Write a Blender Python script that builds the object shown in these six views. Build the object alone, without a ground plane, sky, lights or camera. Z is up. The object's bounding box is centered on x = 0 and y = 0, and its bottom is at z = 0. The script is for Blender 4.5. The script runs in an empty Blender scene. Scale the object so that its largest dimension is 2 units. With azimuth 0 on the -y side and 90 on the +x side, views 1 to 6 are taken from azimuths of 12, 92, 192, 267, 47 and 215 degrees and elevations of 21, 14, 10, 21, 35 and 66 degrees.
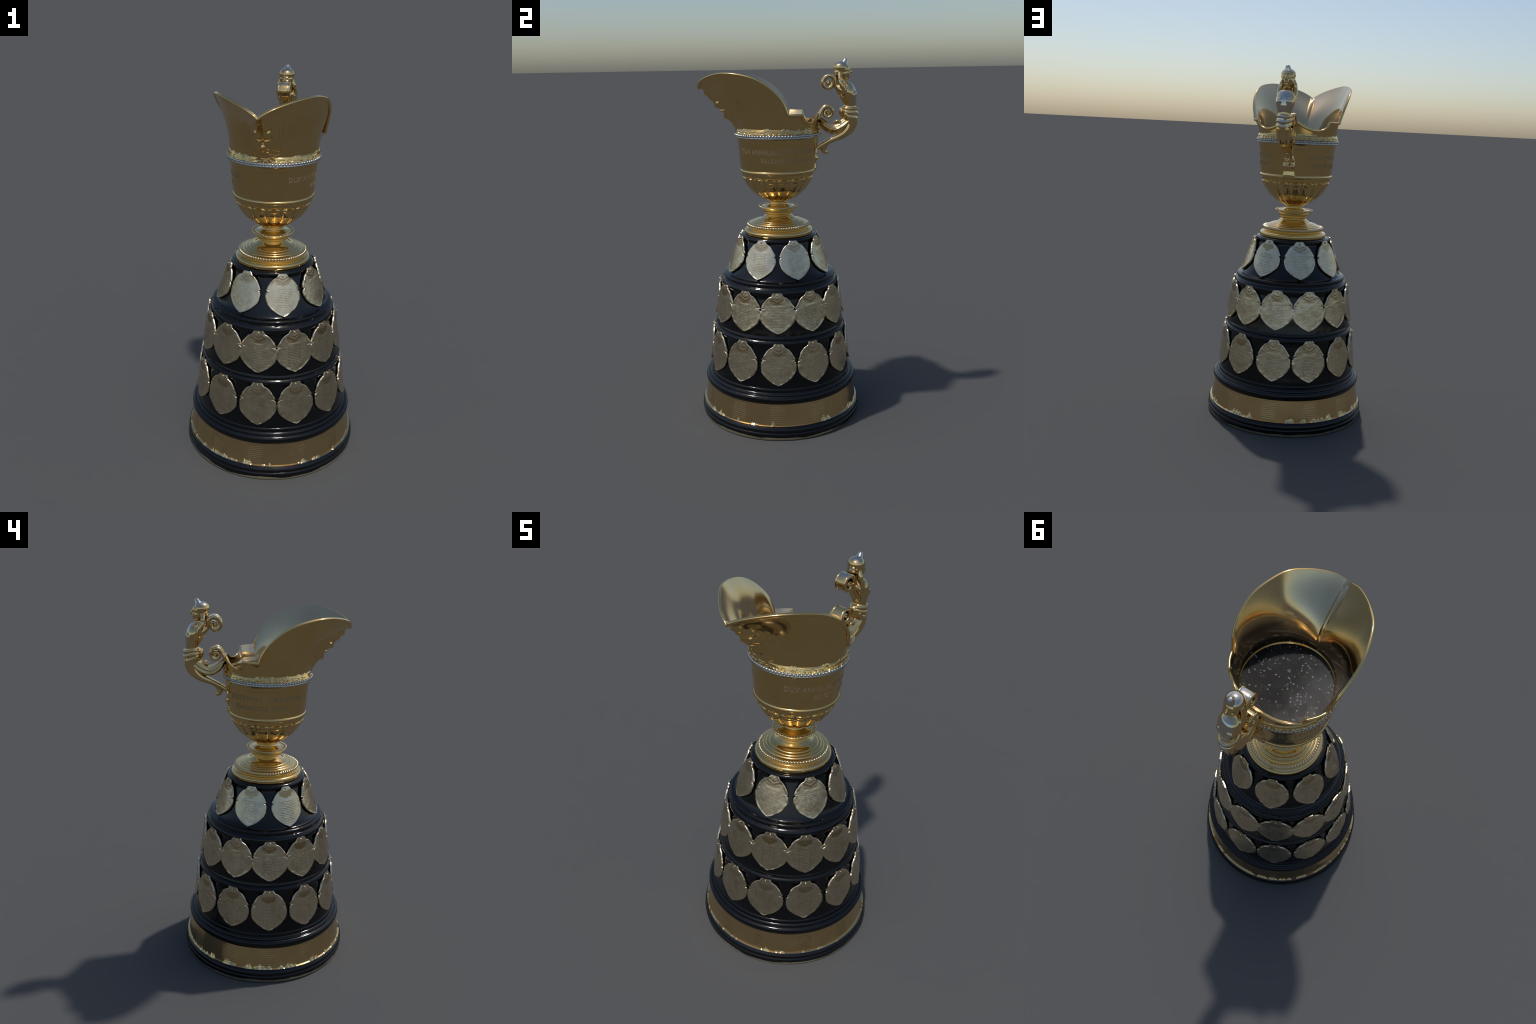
# Gilded ewer-shaped trophy cup on a tiered black plinth carrying shield plaques.
import bpy, bmesh, math, random
from math import sin, cos, pi, radians, exp, sqrt, hypot, atan2
from mathutils import Vector, Matrix, noise

random.seed(7)
COL = bpy.context.scene.collection

# ------------------------------------------------------------------ helpers
def sm(a, b, x):
    t = min(1.0, max(0.0, (x - a) / (b - a)))
    return t * t * (3 - 2 * t)

def gauss(d, s):
    return exp(-(d / s) ** 2)

def nz(x, y, z):
    return noise.noise(Vector((x, y, z)))

def make(name, verts, faces, mat, parent=None, smooth=35, loc=(0, 0, 0)):
    me = bpy.data.meshes.new(name)
    me.from_pydata([tuple(v) for v in verts], [], faces)
    me.validate()
    bm = bmesh.new(); bm.from_mesh(me)
    bmesh.ops.recalc_face_normals(bm, faces=bm.faces)
    bm.to_mesh(me); bm.free()
    me.materials.append(mat)
    ob = bpy.data.objects.new(name, me)
    COL.objects.link(ob)
    ob.location = loc
    if parent: ob.parent = parent
    shade(me, smooth)
    return ob

def shade(me, angle=35):
    for p in me.polygons: p.use_smooth = True
    if angle < 180:
        bm = bmesh.new(); bm.from_mesh(me)
        for e in bm.edges:
            if len(e.link_faces) == 2:
                e.smooth = e.calc_face_angle(0) < radians(angle)
        bm.to_mesh(me); bm.free()

def lathe(name, prof, mat, parent, n=192, disp=None, smooth=35, arc=None, closed=False):
    """Revolve (r, z) profile about z. disp(az, r, z) -> r. Azimuth 0 = -y, 90 = +x."""
    V, F = [], []
    full = arc is None
    a0, a1 = (0, 2 * pi) if full else arc
    cols = n if full else n + 1
    for i in range(cols):
        a = a0 + (a1 - a0) * i / n
        for r, z in prof:
            rr = disp(a, r, z) if disp else r
            V.append((rr * sin(a), -rr * cos(a), z))
    m = len(prof)
    for i in range(n):
        j = (i + 1) % cols
        for k in range(m - 1):
            F.append((i * m + k, j * m + k, j * m + k + 1, i * m + k + 1))
        if closed:
            F.append((i * m + m - 1, j * m + m - 1, j * m, i * m))
    if closed and not full:
        F.append(tuple(range(m))); F.append(tuple((cols - 1) * m + k for k in reversed(range(m))))
    V, F = weld_axis(V, F)
    return make(name, V, F, mat, parent, smooth)

def weld_axis(V, F):
    m, out, remap = {}, [], []
    for v in V:
        key = (0, 0, round(v[2], 5)) if hypot(v[0], v[1]) < 1e-6 else None
        if key is None:
            remap.append(len(out)); out.append(v)
        else:
            if key not in m: m[key] = len(out); out.append(v)
            remap.append(m[key])
    G = []
    for f in F:
        g = []
        for i in f:
            if remap[i] not in g: g.append(remap[i])
        if len(g) > 2: G.append(tuple(g))
    return out, G

def spline(pts, n=10):
    """Catmull-Rom through control points of any dimension."""
    P = [tuple(p) for p in pts]
    P = [tuple(2 * a - b for a, b in zip(P[0], P[1]))] + P + [tuple(2 * a - b for a, b in zip(P[-1], P[-2]))]
    out = []
    for i in range(1, len(P) - 2):
        for k in range(n):
            t = k / n
            out.append(tuple(.5 * (2 * b + (c - a) * t + (2 * a - 5 * b + 4 * c - d) * t * t + (3 * b - a - 3 * c + d) * t ** 3)
                             for a, b, c, d in zip(P[i - 1], P[i], P[i + 1], P[i + 2])))
    out.append(P[-2])
    return out

def sweep_yz(ctrl, n=8, seg=24, x0=0.0, rib=None, power=2.0, caps=True):
    """Loft along a curve lying in a plane x = x0 (+ own x offset). ctrl: (y, z, a, b[, x]);
    a = half depth in the plane, b = half width along x. Superellipse of the given power."""
    c = [p if len(p) == 5 else p + (0.0,) for p in ctrl]
    c = spline(c, n)
    V, F = [], []
    m = len(c)
    for i, (y, z, a, b, x) in enumerate(c):
        p, q = c[max(0, i - 1)], c[min(m - 1, i + 1)]
        ty, tz = q[0] - p[0], q[1] - p[1]
        l = hypot(ty, tz) or 1
        ny, nzz = -tz / l, ty / l
        for k in range(seg):
            f = 2 * pi * k / seg
            cc, ss = cos(f), sin(f)
            e = 2 / power
            u = abs(cc) ** e * (1 if cc >= 0 else -1)
            w = abs(ss) ** e * (1 if ss >= 0 else -1)
            g = rib(f, i / (m - 1)) if rib else 1.0
            V.append((x0 + x + b * u * g, y + ny * a * w * g, z + nzz * a * w * g))
    for i in range(m - 1):
        for k in range(seg):
            l = (k + 1) % seg
            F.append((i * seg + k, i * seg + l, (i + 1) * seg + l, (i + 1) * seg + k))
    if caps:
        F.append(tuple(range(seg))); F.append(tuple((m - 1) * seg + k for k in reversed(range(seg))))
    return V, F

def tube3(ctrl, n=6, seg=14):
    """Round tube through (x, y, z, r)."""
    c = spline(ctrl, n); V, F = [], []
    m = len(c)
    ref = Vector((0.31, 0.2, 0.93))
    for i, (x, y, z, r) in enumerate(c):
        p, q = c[max(0, i - 1)], c[min(m - 1, i + 1)]
        t = (Vector(q[:3]) - Vector(p[:3])).normalized()
        u = t.cross(ref).normalized(); w = t.cross(u)
        for k in range(seg):
            f = 2 * pi * k / seg
            V.append(Vector((x, y, z)) + (u * cos(f) + w * sin(f)) * r)
    for i in range(m - 1):
        for k in range(seg):
            l = (k + 1) % seg
            F.append((i * seg + k, i * seg + l, (i + 1) * seg + l, (i + 1) * seg + k))
    F.append(tuple(range(seg))); F.append(tuple((m - 1) * seg + k for k in reversed(range(seg))))
    return V, F

def ball(c, r, rot=0.0, nu=20, nv=12):
    """Ellipsoid, centre c, radii r, tilted by rot about x."""
    V, F = [], []
    V.append((0, 0, 1))
    for j in range(1, nv):
        t = pi * j / nv
        for i in range(nu):
            f = 2 * pi * i / nu
            V.append((sin(t) * cos(f), sin(t) * sin(f), cos(t)))
    V.append((0, 0, -1))
    for i in range(nu):
        k = (i + 1) % nu
        F.append((0, 1 + i, 1 + k))
        F.append((len(V) - 1, 1 + (nv - 2) * nu + k, 1 + (nv - 2) * nu + i))
        for j in range(nv - 2):
            F.append((1 + j * nu + i, 1 + (j + 1) * nu + i, 1 + (j + 1) * nu + k, 1 + j * nu + k))
    W = []
    for x, y, z in V:
        x, y, z = x * r[0], y * r[1], z * r[2]
        W.append((c[0] + x, c[1] + y * cos(rot) - z * sin(rot), c[2] + y * sin(rot) + z * cos(rot)))
    return W, F

def join(parts):
    V, F = [], []
    for v, f in parts:
        o = len(V)
        V += [tuple(p) for p in v]; F += [tuple(i + o for i in g) for g in f]
    return V, F

# ------------------------------------------------------------------ materials
def new_mat(name):
    m = bpy.data.materials.new(name); m.use_nodes = True
    nt = m.node_tree
    return m, nt, nt.nodes["Principled BSDF"]

def N(nt, t, **kw):
    n = nt.nodes.new(t)
    for k, v in kw.items(): setattr(n, k, v)
    return n

def mixc(nt, fac, a, b):
    n = N(nt, "ShaderNodeMix", data_type='RGBA')
    for s, v in (("Factor", fac), ("A", a), ("B", b)):
        sock = [i for i in n.inputs if i.name == s and (i.type == 'RGBA' if s in "AB" else i.type == 'VALUE')][0]
        if hasattr(v, "is_linked"): nt.links.new(v, sock)
        else: sock.default_value = v if s == "Factor" else (*v, 1)
    return [o for o in n.outputs if o.type == 'RGBA'][0]

def math_(nt, op, a, b=0.0, c=None):
    n = N(nt, "ShaderNodeMath", operation=op)
    for i, v in enumerate((a, b) + ((c,) if c is not None else ())):
        if hasattr(v, "is_linked"): nt.links.new(v, n.inputs[i])
        else: n.inputs[i].default_value = v
    return n.outputs[0]

def ramp(nt, v, lo, hi):
    n = N(nt, "ShaderNodeMapRange", interpolation_type='SMOOTHSTEP')
    nt.links.new(v, n.inputs[0]); n.inputs[1].default_value = lo; n.inputs[2].default_value = hi
    return n.outputs[0]

def noise_tex(nt, coord, scale, detail=3, rough=.55, sc=None):
    if sc:
        mp = N(nt, "ShaderNodeMapping"); mp.inputs["Scale"].default_value = sc
        nt.links.new(coord, mp.inputs[0]); coord = mp.outputs[0]
    n = N(nt, "ShaderNodeTexNoise")
    n.inputs["Scale"].default_value = scale; n.inputs["Detail"].default_value = detail; n.inputs["Roughness"].default_value = rough
    nt.links.new(coord, n.inputs["Vector"])
    return n.outputs["Fac"]

def bump(nt, bsdf, h, strength, dist):
    b = N(nt, "ShaderNodeBump"); b.inputs["Strength"].default_value = strength; b.inputs["Distance"].default_value = dist
    nt.links.new(h, b.inputs["Height"]); nt.links.new(b.outputs[0], bsdf.inputs["Normal"])
    return b

def metal(name, c1, c2, rough, rvar=.05, scale=14, bstr=.0, bscale=60):
    m, nt, p = new_mat(name)
    co = N(nt, "ShaderNodeTexCoord").outputs["Object"]
    f = ramp(nt, noise_tex(nt, co, scale, 4), .35, .65)
    nt.links.new(mixc(nt, f, c1, c2), p.inputs["Base Color"])
    p.inputs["Metallic"].default_value = 1
    r = math_(nt, 'MULTIPLY_ADD', noise_tex(nt, co, scale * 2.3, 4), rvar * 2, rough - rvar)
    nt.links.new(r, p.inputs["Roughness"])
    if bstr: bump(nt, p, noise_tex(nt, co, bscale, 3), bstr, .002)
    return m

GOLD = metal("polished_gold", (.83, .575, .235), (.80, .545, .215), .10, .03, 9)
GOLD_IN = metal("pale_inner_gilding", (.795, .610, .365), (.76, .575, .325), .12, .03, 9)

def figure_material():
    """Cast gold with paler silver-grey patches at set spots on the figure."""
    m, nt, p = new_mat("cast_gold")
    co = N(nt, "ShaderNodeTexCoord").outputs["Object"]
    f = ramp(nt, noise_tex(nt, co, 20, 4), .35, .65)
    base = mixc(nt, f, (.83, .60, .28), (.79, .55, .24))
    worn = None  # mask of the paler spots: belly, chest, head top, hip, scroll
    for c, r in (((0, .437, 1.800), .060), ((0, .350, 1.992), .050), ((0, .445, 1.715), .040), ((0, .280, 1.925), .040), ((0, .42, 1.855), .05)):
        d = N(nt, "ShaderNodeVectorMath", operation='DISTANCE'); nt.links.new(co, d.inputs[0]); d.inputs[1].default_value = c
        w = math_(nt, 'SUBTRACT', 1, ramp(nt, d.outputs["Value"], r * .55, r))
        worn = w if worn is None else math_(nt, 'MAXIMUM', worn, w)
    worn = math_(nt, 'MULTIPLY', worn, math_(nt, 'MULTIPLY_ADD', noise_tex(nt, co, 30, 4), .5, .6))
    nt.links.new(mixc(nt, worn, base, (.70, .66, .60)), p.inputs["Base Color"])
    p.inputs["Metallic"].default_value = 1
    nt.links.new(math_(nt, 'MULTIPLY_ADD', noise_tex(nt, co, 46, 4), .06, .06), p.inputs["Roughness"])
    return m
GOLD_FIG = figure_material()
SILVER = metal("cord_silver", (.66, .635, .57), (.55, .53, .48), .22, .05, 40)

def band_material():
    m, nt, p = new_mat("satin_gold_band")
    co = N(nt, "ShaderNodeTexCoord").outputs["Object"]
    sx = N(nt, "ShaderNodeSeparateXYZ"); nt.links.new(co, sx.inputs[0])
    az = math_(nt, 'ARCTAN2', sx.outputs[0], math_(nt, 'MULTIPLY', sx.outputs[1], -1))
    u = math_(nt, 'MULTIPLY', az, 12 / (2 * pi))              # one unit = 30 degrees, blocks on whole numbers
    fr = math_(nt, 'ABSOLUTE', math_(nt, 'SUBTRACT', u, math_(nt, 'ROUND', u)))
    inblock = math_(nt, 'LESS_THAN', fr, .175)
    z = sx.outputs[2]
    inz = math_(nt, 'MULTIPLY', math_(nt, 'GREATER_THAN', z, .086), math_(nt, 'LESS_THAN', z, .189))
    line = math_(nt, 'SINE', math_(nt, 'MULTIPLY', z, 2 * pi / .0105))
    line = ramp(nt, line, -.1, .7)
    cv = N(nt, "ShaderNodeCombineXYZ")
    nt.links.new(math_(nt, 'MULTIPLY', u, 70), cv.inputs[0]); nt.links.new(math_(nt, 'FLOOR', math_(nt, 'DIVIDE', z, .0105)), cv.inputs[1])
    gl = ramp(nt, noise_tex(nt, cv.outputs[0], 1.0, 1), .38, .55)
    ink = math_(nt, 'MULTIPLY', math_(nt, 'MULTIPLY', inblock, inz), math_(nt, 'MULTIPLY', line, gl))
    big = noise_tex(nt, co, 5, 3)
    amt = math_(nt, 'MULTIPLY', ink, math_(nt, 'MULTIPLY_ADD', ramp(nt, big, .4, .62), .4, .35))
    base = mixc(nt, ramp(nt, noise_tex(nt, co, 11, 4), .35, .65), (.80, .58, .29), (.74, .53, .255))
    nt.links.new(mixc(nt, amt, base, (.16, .10, .045)), p.inputs["Base Color"])
    p.inputs["Metallic"].default_value = 1
    nt.links.new(math_(nt, 'MULTIPLY_ADD', ink, .2, .17), p.inputs["Roughness"])
    bump(nt, p, math_(nt, 'MULTIPLY', ink, -1), .35, .001)
    return m

def plaque_material():
    m, nt, p = new_mat("worn_gilt_plaque")
    co = N(nt, "ShaderNodeTexCoord").outputs["Object"]
    rnd = N(nt, "ShaderNodeObjectInfo").outputs["Random"]
    sx = N(nt, "ShaderNodeSeparateXYZ"); nt.links.new(co, sx.inputs[0])
    x, z = sx.outputs[0], sx.outputs[2]
    off = N(nt, "ShaderNodeVectorMath", operation='ADD')
    cv = N(nt, "ShaderNodeCombineXYZ"); nt.links.new(math_(nt, 'MULTIPLY', rnd, 37), cv.inputs[0]); nt.links.new(math_(nt, 'MULTIPLY', rnd, 11), cv.inputs[1])
    nt.links.new(co, off.inputs[0]); nt.links.new(cv.outputs[0], off.inputs[1])
    cor = off.outputs[0]
    # engraved list of lines in a central panel with two upright rules
    ax = math_(nt, 'ABSOLUTE', math_(nt, 'ADD', x, math_(nt, 'MULTIPLY_ADD', rnd, .01, -.005)))
    inx = math_(nt, 'SUBTRACT', 1, ramp(nt, ax, .028, .064))
    inz = math_(nt, 'MULTIPLY', ramp(nt, z, -.085, -.078), math_(nt, 'SUBTRACT', 1, ramp(nt, z, .028, .034)))
    panel = math_(nt, 'MULTIPLY', inx, inz)
    line = ramp(nt, math_(nt, 'SINE', math_(nt, 'MULTIPLY', z, 2 * pi / .0083)), .0, .8)
    brk = ramp(nt, noise_tex(nt, cor, 90, 2, sc=(1, 1, .8)), .36, .55)
    rule = math_(nt, 'MULTIPLY', math_(nt, 'SUBTRACT', 1, ramp(nt, math_(nt, 'ABSOLUTE', math_(nt, 'SUBTRACT', ax, .029)), .0006, .0016)), inz)
    ink = math_(nt, 'MAXIMUM', math_(nt, 'MULTIPLY', panel, math_(nt, 'MULTIPLY', line, brk)), math_(nt, 'MULTIPLY', rule, .7))
    vis = math_(nt, 'MULTIPLY_ADD', rnd, .55, .22)
    # brownish emblem field below the tab: chevron with open wings
    chev = math_(nt, 'SUBTRACT', z, math_(nt, 'MULTIPLY', ax, .45))
    field = math_(nt, 'MULTIPLY', math_(nt, 'MULTIPLY', ramp(nt, chev, .040, .044), math_(nt, 'SUBTRACT', 1, ramp(nt, z, .076, .086))),
                  math_(nt, 'SUBTRACT', 1, ramp(nt, ax, .032, .043)))
    grain = ramp(nt, noise_tex(nt, cor, 30, 5, .65), .3, .7)
    base = mixc(nt, grain, (.73, .62, .44), (.64, .535, .365))
    stain = ramp(nt, noise_tex(nt, cor, 13, 4), .56, .72)
    base = mixc(nt, math_(nt, 'MULTIPLY', stain, .5), base, (.47, .37, .22))
    base = mixc(nt, math_(nt, 'MULTIPLY', field, math_(nt, 'MULTIPLY_ADD', rnd, .5, .4)), base, (.36, .25, .12))
    base = mixc(nt, math_(nt, 'MULTIPLY', ink, vis), base, (.20, .15, .08))
    nt.links.new(base, p.inputs["Base Color"])
    p.inputs["Metallic"].default_value = 1
    rg = math_(nt, 'MULTIPLY_ADD', noise_tex(nt, cor, 24, 4), .20, .19)
    nt.links.new(rg, p.inputs["Roughness"])
    h = math_(nt, 'ADD', math_(nt, 'MULTIPLY', math_(nt, 'MULTIPLY', ink, vis), -1.2), math_(nt, 'MULTIPLY', noise_tex(nt, cor, 55, 4), .5))
    bump(nt, p, h, .35, .0012)
    return m

def black_material():
    m, nt, p = new_mat("black_lacquered_wood")
    co = N(nt, "ShaderNodeTexCoord").outputs["Object"]
    sx = N(nt, "ShaderNodeSeparateXYZ"); nt.links.new(co, sx.inputs[0])
    f = noise_tex(nt, co, 6, 4)
    base = mixc(nt, f, (.0016, .0018, .0026), (.0035, .0038, .0050))
    # worn gilding left along the very bottom edge, in patches round the ring
    fl = noise_tex(nt, co, 4.5, 3, sc=(1, 1, .2))
    low = math_(nt, 'SUBTRACT', 1, ramp(nt, math_(nt, 'ADD', sx.outputs[2], math_(nt, 'MULTIPLY_ADD', fl, -.05, .017)), .0060, .0085))
    nt.links.new(mixc(nt, low, base, (.56, .48, .31)), p.inputs["Base Color"])
    nt.links.new(math_(nt, 'MULTIPLY', low, .8), p.inputs["Metallic"])
    nt.links.new(math_(nt, 'MULTIPLY_ADD', noise_tex(nt, co, 30, 3), .10, .08), p.inputs["Roughness"])
    p.inputs["Specular IOR Level"].default_value = .42
    bump(nt, p, noise_tex(nt, co, 26, 3), .10, .002)
    return m

def liner_material():
    m, nt, p = new_mat("speckled_liner_painted_sheen")
    co = N(nt, "ShaderNodeTexCoord").outputs["Object"]
    vo = N(nt, "ShaderNodeTexVoronoi"); vo.inputs["Scale"].default_value = 64; nt.links.new(co, vo.inputs["Vector"])
    v2 = N(nt, "ShaderNodeTexVoronoi"); v2.inputs["Scale"].default_value = 16; nt.links.new(co, v2.inputs["Vector"])
    s = N(nt, "ShaderNodeSeparateColor"); nt.links.new(v2.outputs["Color"], s.inputs[0])
    dots = math_(nt, 'MULTIPLY', math_(nt, 'LESS_THAN', math_(nt, 'ADD', vo.outputs["Distance"], math_(nt, 'MULTIPLY', noise_tex(nt, co, 120, 2), .35)), .44), math_(nt, 'GREATER_THAN', noise_tex(nt, co, 22, 2), .50))
    base = mixc(nt, s.outputs[0], (.004, .004, .004), (.014, .014, .014))
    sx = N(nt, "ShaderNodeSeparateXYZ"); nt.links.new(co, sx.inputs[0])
    side = ramp(nt, math_(nt, 'ADD', math_(nt, 'MULTIPLY', sx.outputs[0], -1), math_(nt, 'MULTIPLY', noise_tex(nt, co, 12, 3), .14)), .06, .20)  # -x side of the floor lightened in colour for the sun's specular sheen
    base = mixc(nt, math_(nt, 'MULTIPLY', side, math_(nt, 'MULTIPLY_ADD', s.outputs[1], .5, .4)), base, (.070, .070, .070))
    base = mixc(nt, math_(nt, 'MULTIPLY', dots, .7), base, (.22, .22, .23))
    pink = math_(nt, 'MULTIPLY', math_(nt, 'GREATER_THAN', noise_tex(nt, co, 34, 3), .67), .4)
    green = math_(nt, 'MULTIPLY', math_(nt, 'GREATER_THAN', noise_tex(nt, co, 38, 3, sc=(1, 1.3, 2)), .68), .4)
    hue = mixc(nt, green, mixc(nt, pink, base, (.10, .045, .09)), (.05, .08, .02))
    nt.links.new(hue, p.inputs["Base Color"])
    p.inputs["Metallic"].default_value = 0
    p.inputs["Roughness"].default_value = .62
    p.inputs["Specular IOR Level"].default_value = .16
    bump(nt, p, vo.outputs["Distance"], .25, .002)
    return m

def ink_material():
    m, nt, p = new_mat("engraved_lettering")
    co = N(nt, "ShaderNodeTexCoord").outputs["Object"]
    nt.links.new(mixc(nt, noise_tex(nt, co, 60, 3), (.34, .27, .17), (.46, .37, .24)), p.inputs["Base Color"])
    p.inputs["Roughness"].default_value = .55
    p.inputs["Metallic"].default_value = .85
    return m

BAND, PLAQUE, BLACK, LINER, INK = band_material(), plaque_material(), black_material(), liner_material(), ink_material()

# ------------------------------------------------------------------ the thing
root = bpy.data.objects.new("trophy_cup", None); COL.objects.link(root)
root["label"] = "gilded ewer trophy with mermaid handle on black tiered shield plinth"
root["category"] = "trophy"

# ---- plinth -----------------------------------------------------------------
def wobble(a, r, z):
    # hand-turned mouldings: slight tool chatter
    if r < .1: return r
    k = 26
    return r + .0006 * nz(sin(a) * k, cos(a) * k, z * 30) + .0005 * nz(sin(a) * 60, cos(a) * 60, z * 90)

PLINTH = [(0, 0), (.4555, 0), (.4580, .004), (.4590, .013), (.4595, .022), (.4612, .032), (.4590, .0385), (.4560, .041), (.4590, .045),
          (.4595, .053), (.4575, .061), (.4535, .067), (.4480, .0715), (.4460, .075), (.436, .077), (.418, .197), (.4245, .1985), (.431, .203),
          (.4345, .211), (.4352, .220), (.4338, .230), (.4290, .2385), (.4200, .2420), (.4150, .2425), (.4138, .2470), (.4115, .2515),
          (.4075, .2545), (.4058, .2553), (.4055, .2615), (.4062, .2670), (.4050, .2720), (.4030, .2760), (.4015, .2770), (.4015, .285),
          (.4005, .293), (.3980, .306), (.3935, .335), (.3870, .385), (.3800, .440), (.3735, .485), (.3705, .506),
          (.3715, .5085), (.3732, .512), (.3740, .519), (.3732, .527), (.3695, .5325), (.3650, .535), (.3640, .5375), (.3665, .5415),
          (.3670, .547), (.3650, .5525), (.3625, .557), (.3615, .562), (.3605, .5685), (.3575, .582), (.3530, .610), (.3465, .655),
          (.3390, .705), (.3310, .755), (.3275, .7685), (.3285, .7715), (.3300, .777), (.3305, .787), (.3290, .797), (.3255, .8055), (.3205, .8120), (.3150, .8145),
          (.3143, .8170), (.3160, .8225), (.3163, .8300), (.3145, .8355), (.3100, .8385), (.3000, .8395), (.2930, .8405), (.2885, .8440),
          (.2820, .8530), (.2745, .8700), (.2640, .8960), (.2520, .9270), (.2395, .9590), (.2275, .990), (.2160, 1.020), (.2105, 1.033),
          (.2110, 1.035), (.2130, 1.0385), (.2138, 1.046), (.2110, 1.0535), (.204, 1.0575), (.19, 1.0588), (0, 1.0588)]
plinth = lathe("plinth", PLINTH, BLACK, root, n=256, disp=wobble, smooth=50)

# ---- engraved presentation band, foot flared into spikes modelled to give pale sky glints ----
def make_spikes(n, wlo, whi, hlo, hhi, base, seed):
    g = random.Random(seed)
    sp = []
    for _ in range(n):
        c = g.uniform(0, 2 * pi); k = g.choice((1, 2, 2, 3))
        for q in range(k):      # small clusters
            sp.append((c + q * g.uniform(.02, .05), g.uniform(wlo, whi), hlo + (hhi - hlo) * g.random() ** 1.4, g.uniform(-.5, .5)))
    def h(a):
        m = base
        for c, w, hh, lean in sp:
            d = (a - c + pi) % (2 * pi) - pi
            d = d / (w * (1 + lean)) if d > 0 else -d / (w * (1 - lean))
            if d < 1: m = max(m, base + hh * (1 - d))
        return m
    return h
band_spikes = make_spikes(52, .014, .040, .003, .036, .0016, 11)
collar_spikes = make_spikes(24, .018, .050, .003, .018, .0030, 23)

def band_disp(a, r, z):
    h = band_spikes(a)
    t = (z - .0775) / h
    return r + (.0075 * (1 - t) if 0 <= t < 1 else 0)
bp = [(.437, .0765), (.4430, .0775)]
for i in range(1, 49):
    t = i / 48
    bp.append((.4430 - .0180 * t, .0775 + .1195 * t))
bp.append((.418, .1972))
band = lathe("engraved_band", bp, BAND, root, n=900, disp=band_disp, smooth=28)

# ---- plaques ----------------------------------------------------------------
OUT = [(0, .021), (.03, .027), (.06, .031), (.085, .036), (.115, .050), (.16, .061), (.22, .0715), (.29, .0815), (.36, .0900), (.390, .0920),
       (.408, .0875), (.424, .0875), (.440, .0935), (.50, .0968), (.56, .0978), (.62, .0965), (.68, .0925), (.75, .0845), (.82, .0705), (.88, .0540), (.93, .0370),
       (.965, .0210), (.985, .0105), (1, .0012)]
PW = spline([(t, w) for t, w in OUT], 3)

def plaque_mesh(name, top, bot, curve, seed, wide):
    """Shield plate, rows from tab (t=0) to point (t=1). Origin at the plate's middle; -y faces outward."""
    rt, zt = top; rb, zb = bot
    rc, zc = (rt + rb) / 2, (zt + zb) / 2
    cols = 44
    V, F = [], []
    rows = []
    th = .0062
    L = hypot(rt - rb, zt - zb)
    ny, nzv = -(zt - zb) / L, (rt - rb) / L             # outward normal in (y,z): -y is outward
    if nzv < 0: nzv = -nzv
    back = []
    for i, (t, w) in enumerate(PW):
        rr = []
        for j in range(cols + 1):
            s = -1 + 2 * j / cols
            edge = 1 + .026 * nz(t * 9 + seed, 3.0 + (1 if s > 0 else -1) * 2, seed) + .030 * nz(t * 38, seed * 2.0, s // 1)
            x = w * s * edge * wide
            d = min(1 - abs(s), 1.0) * w                 # distance to the edge
            z = zt + (zb - zt) * t
            r = rt + (rb - rt) * t
            sag = curve * (sqrt(max(0, 1 - (x / curve) ** 2)) - 1)   # bent round the plinth
            v = (zc - z) / 1.0
            lz = z - zc
            h = .0010 * nz(x * 16, lz * 16, seed) + .0004 * nz(x * 60, lz * 60, seed + 5)
            # battered border
            b = gauss(d, .011)
            h += b * (.0026 * nz(x * 48, lz * 48, seed + 2.2) + .0011)
            h -= .0022 * gauss(d, .0022)
            # side nicks
            for sx in (-1, 1):
                h -= .0022 * gauss(lz - .025 - .004 * nz(seed, sx, 0), .003) * gauss(x - sx * .086, .012)
            # chevrons and wings engraved under the tab
            for k, (z0, sl, hw) in enumerate(((.082, .45, .026), (.064, .5, .038), (.0450, .42, .040))):
                e = abs(lz - (z0 - .012 + sl * abs(x))) if k < 2 else abs(lz - (z0 + .10 * abs(x)))
                h -= (.0014 if k < 2 else .0010) * gauss(e, .0022) * (1 - sm(hw * .8, hw, abs(x)))
            # two small pins near the point
            for sx in (-1, 1):
                h += .0012 * gauss(hypot(x - sx * .052, lz + .072), .004)
            V.append((x, -(r - rc) - sag + ny * (th * .5 + h), lz + nzv * (th * .5 + h)))
            rr.append(len(V) - 1)
        rows.append(rr)
    n = len(V)
    for (x, y, z) in V[:n]:
        V.append((x, y - ny * th, z - nzv * th))
    R = len(rows); C = cols + 1
    for i in range(R - 1):
        for j in range(cols):
            a, b, c, d = rows[i][j], rows[i][j + 1], rows[i + 1][j + 1], rows[i + 1][j]
            F.append((a, b, c, d)); F.append((a + n, d + n, c + n, b + n))
    ring = rows[0] + [rows[i][-1] for i in range(1, R)] + rows[-1][-2::-1] + [rows[i][0] for i in range(R - 2, 0, -1)]
    for k in range(len(ring)):
        a, b = ring[k], ring[(k + 1) % len(ring)]
        F.append((a, b, b + n, a + n))
    me = bpy.data.meshes.new(name); me.from_pydata(V, [], F); me.validate()
    bm = bmesh.new(); bm.from_mesh(me); bmesh.ops.recalc_face_normals(bm, faces=bm.faces); bm.to_mesh(me); bm.free()
    me.materials.append(PLAQUE); shade(me, 50)
    return me, rc, zc

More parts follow.
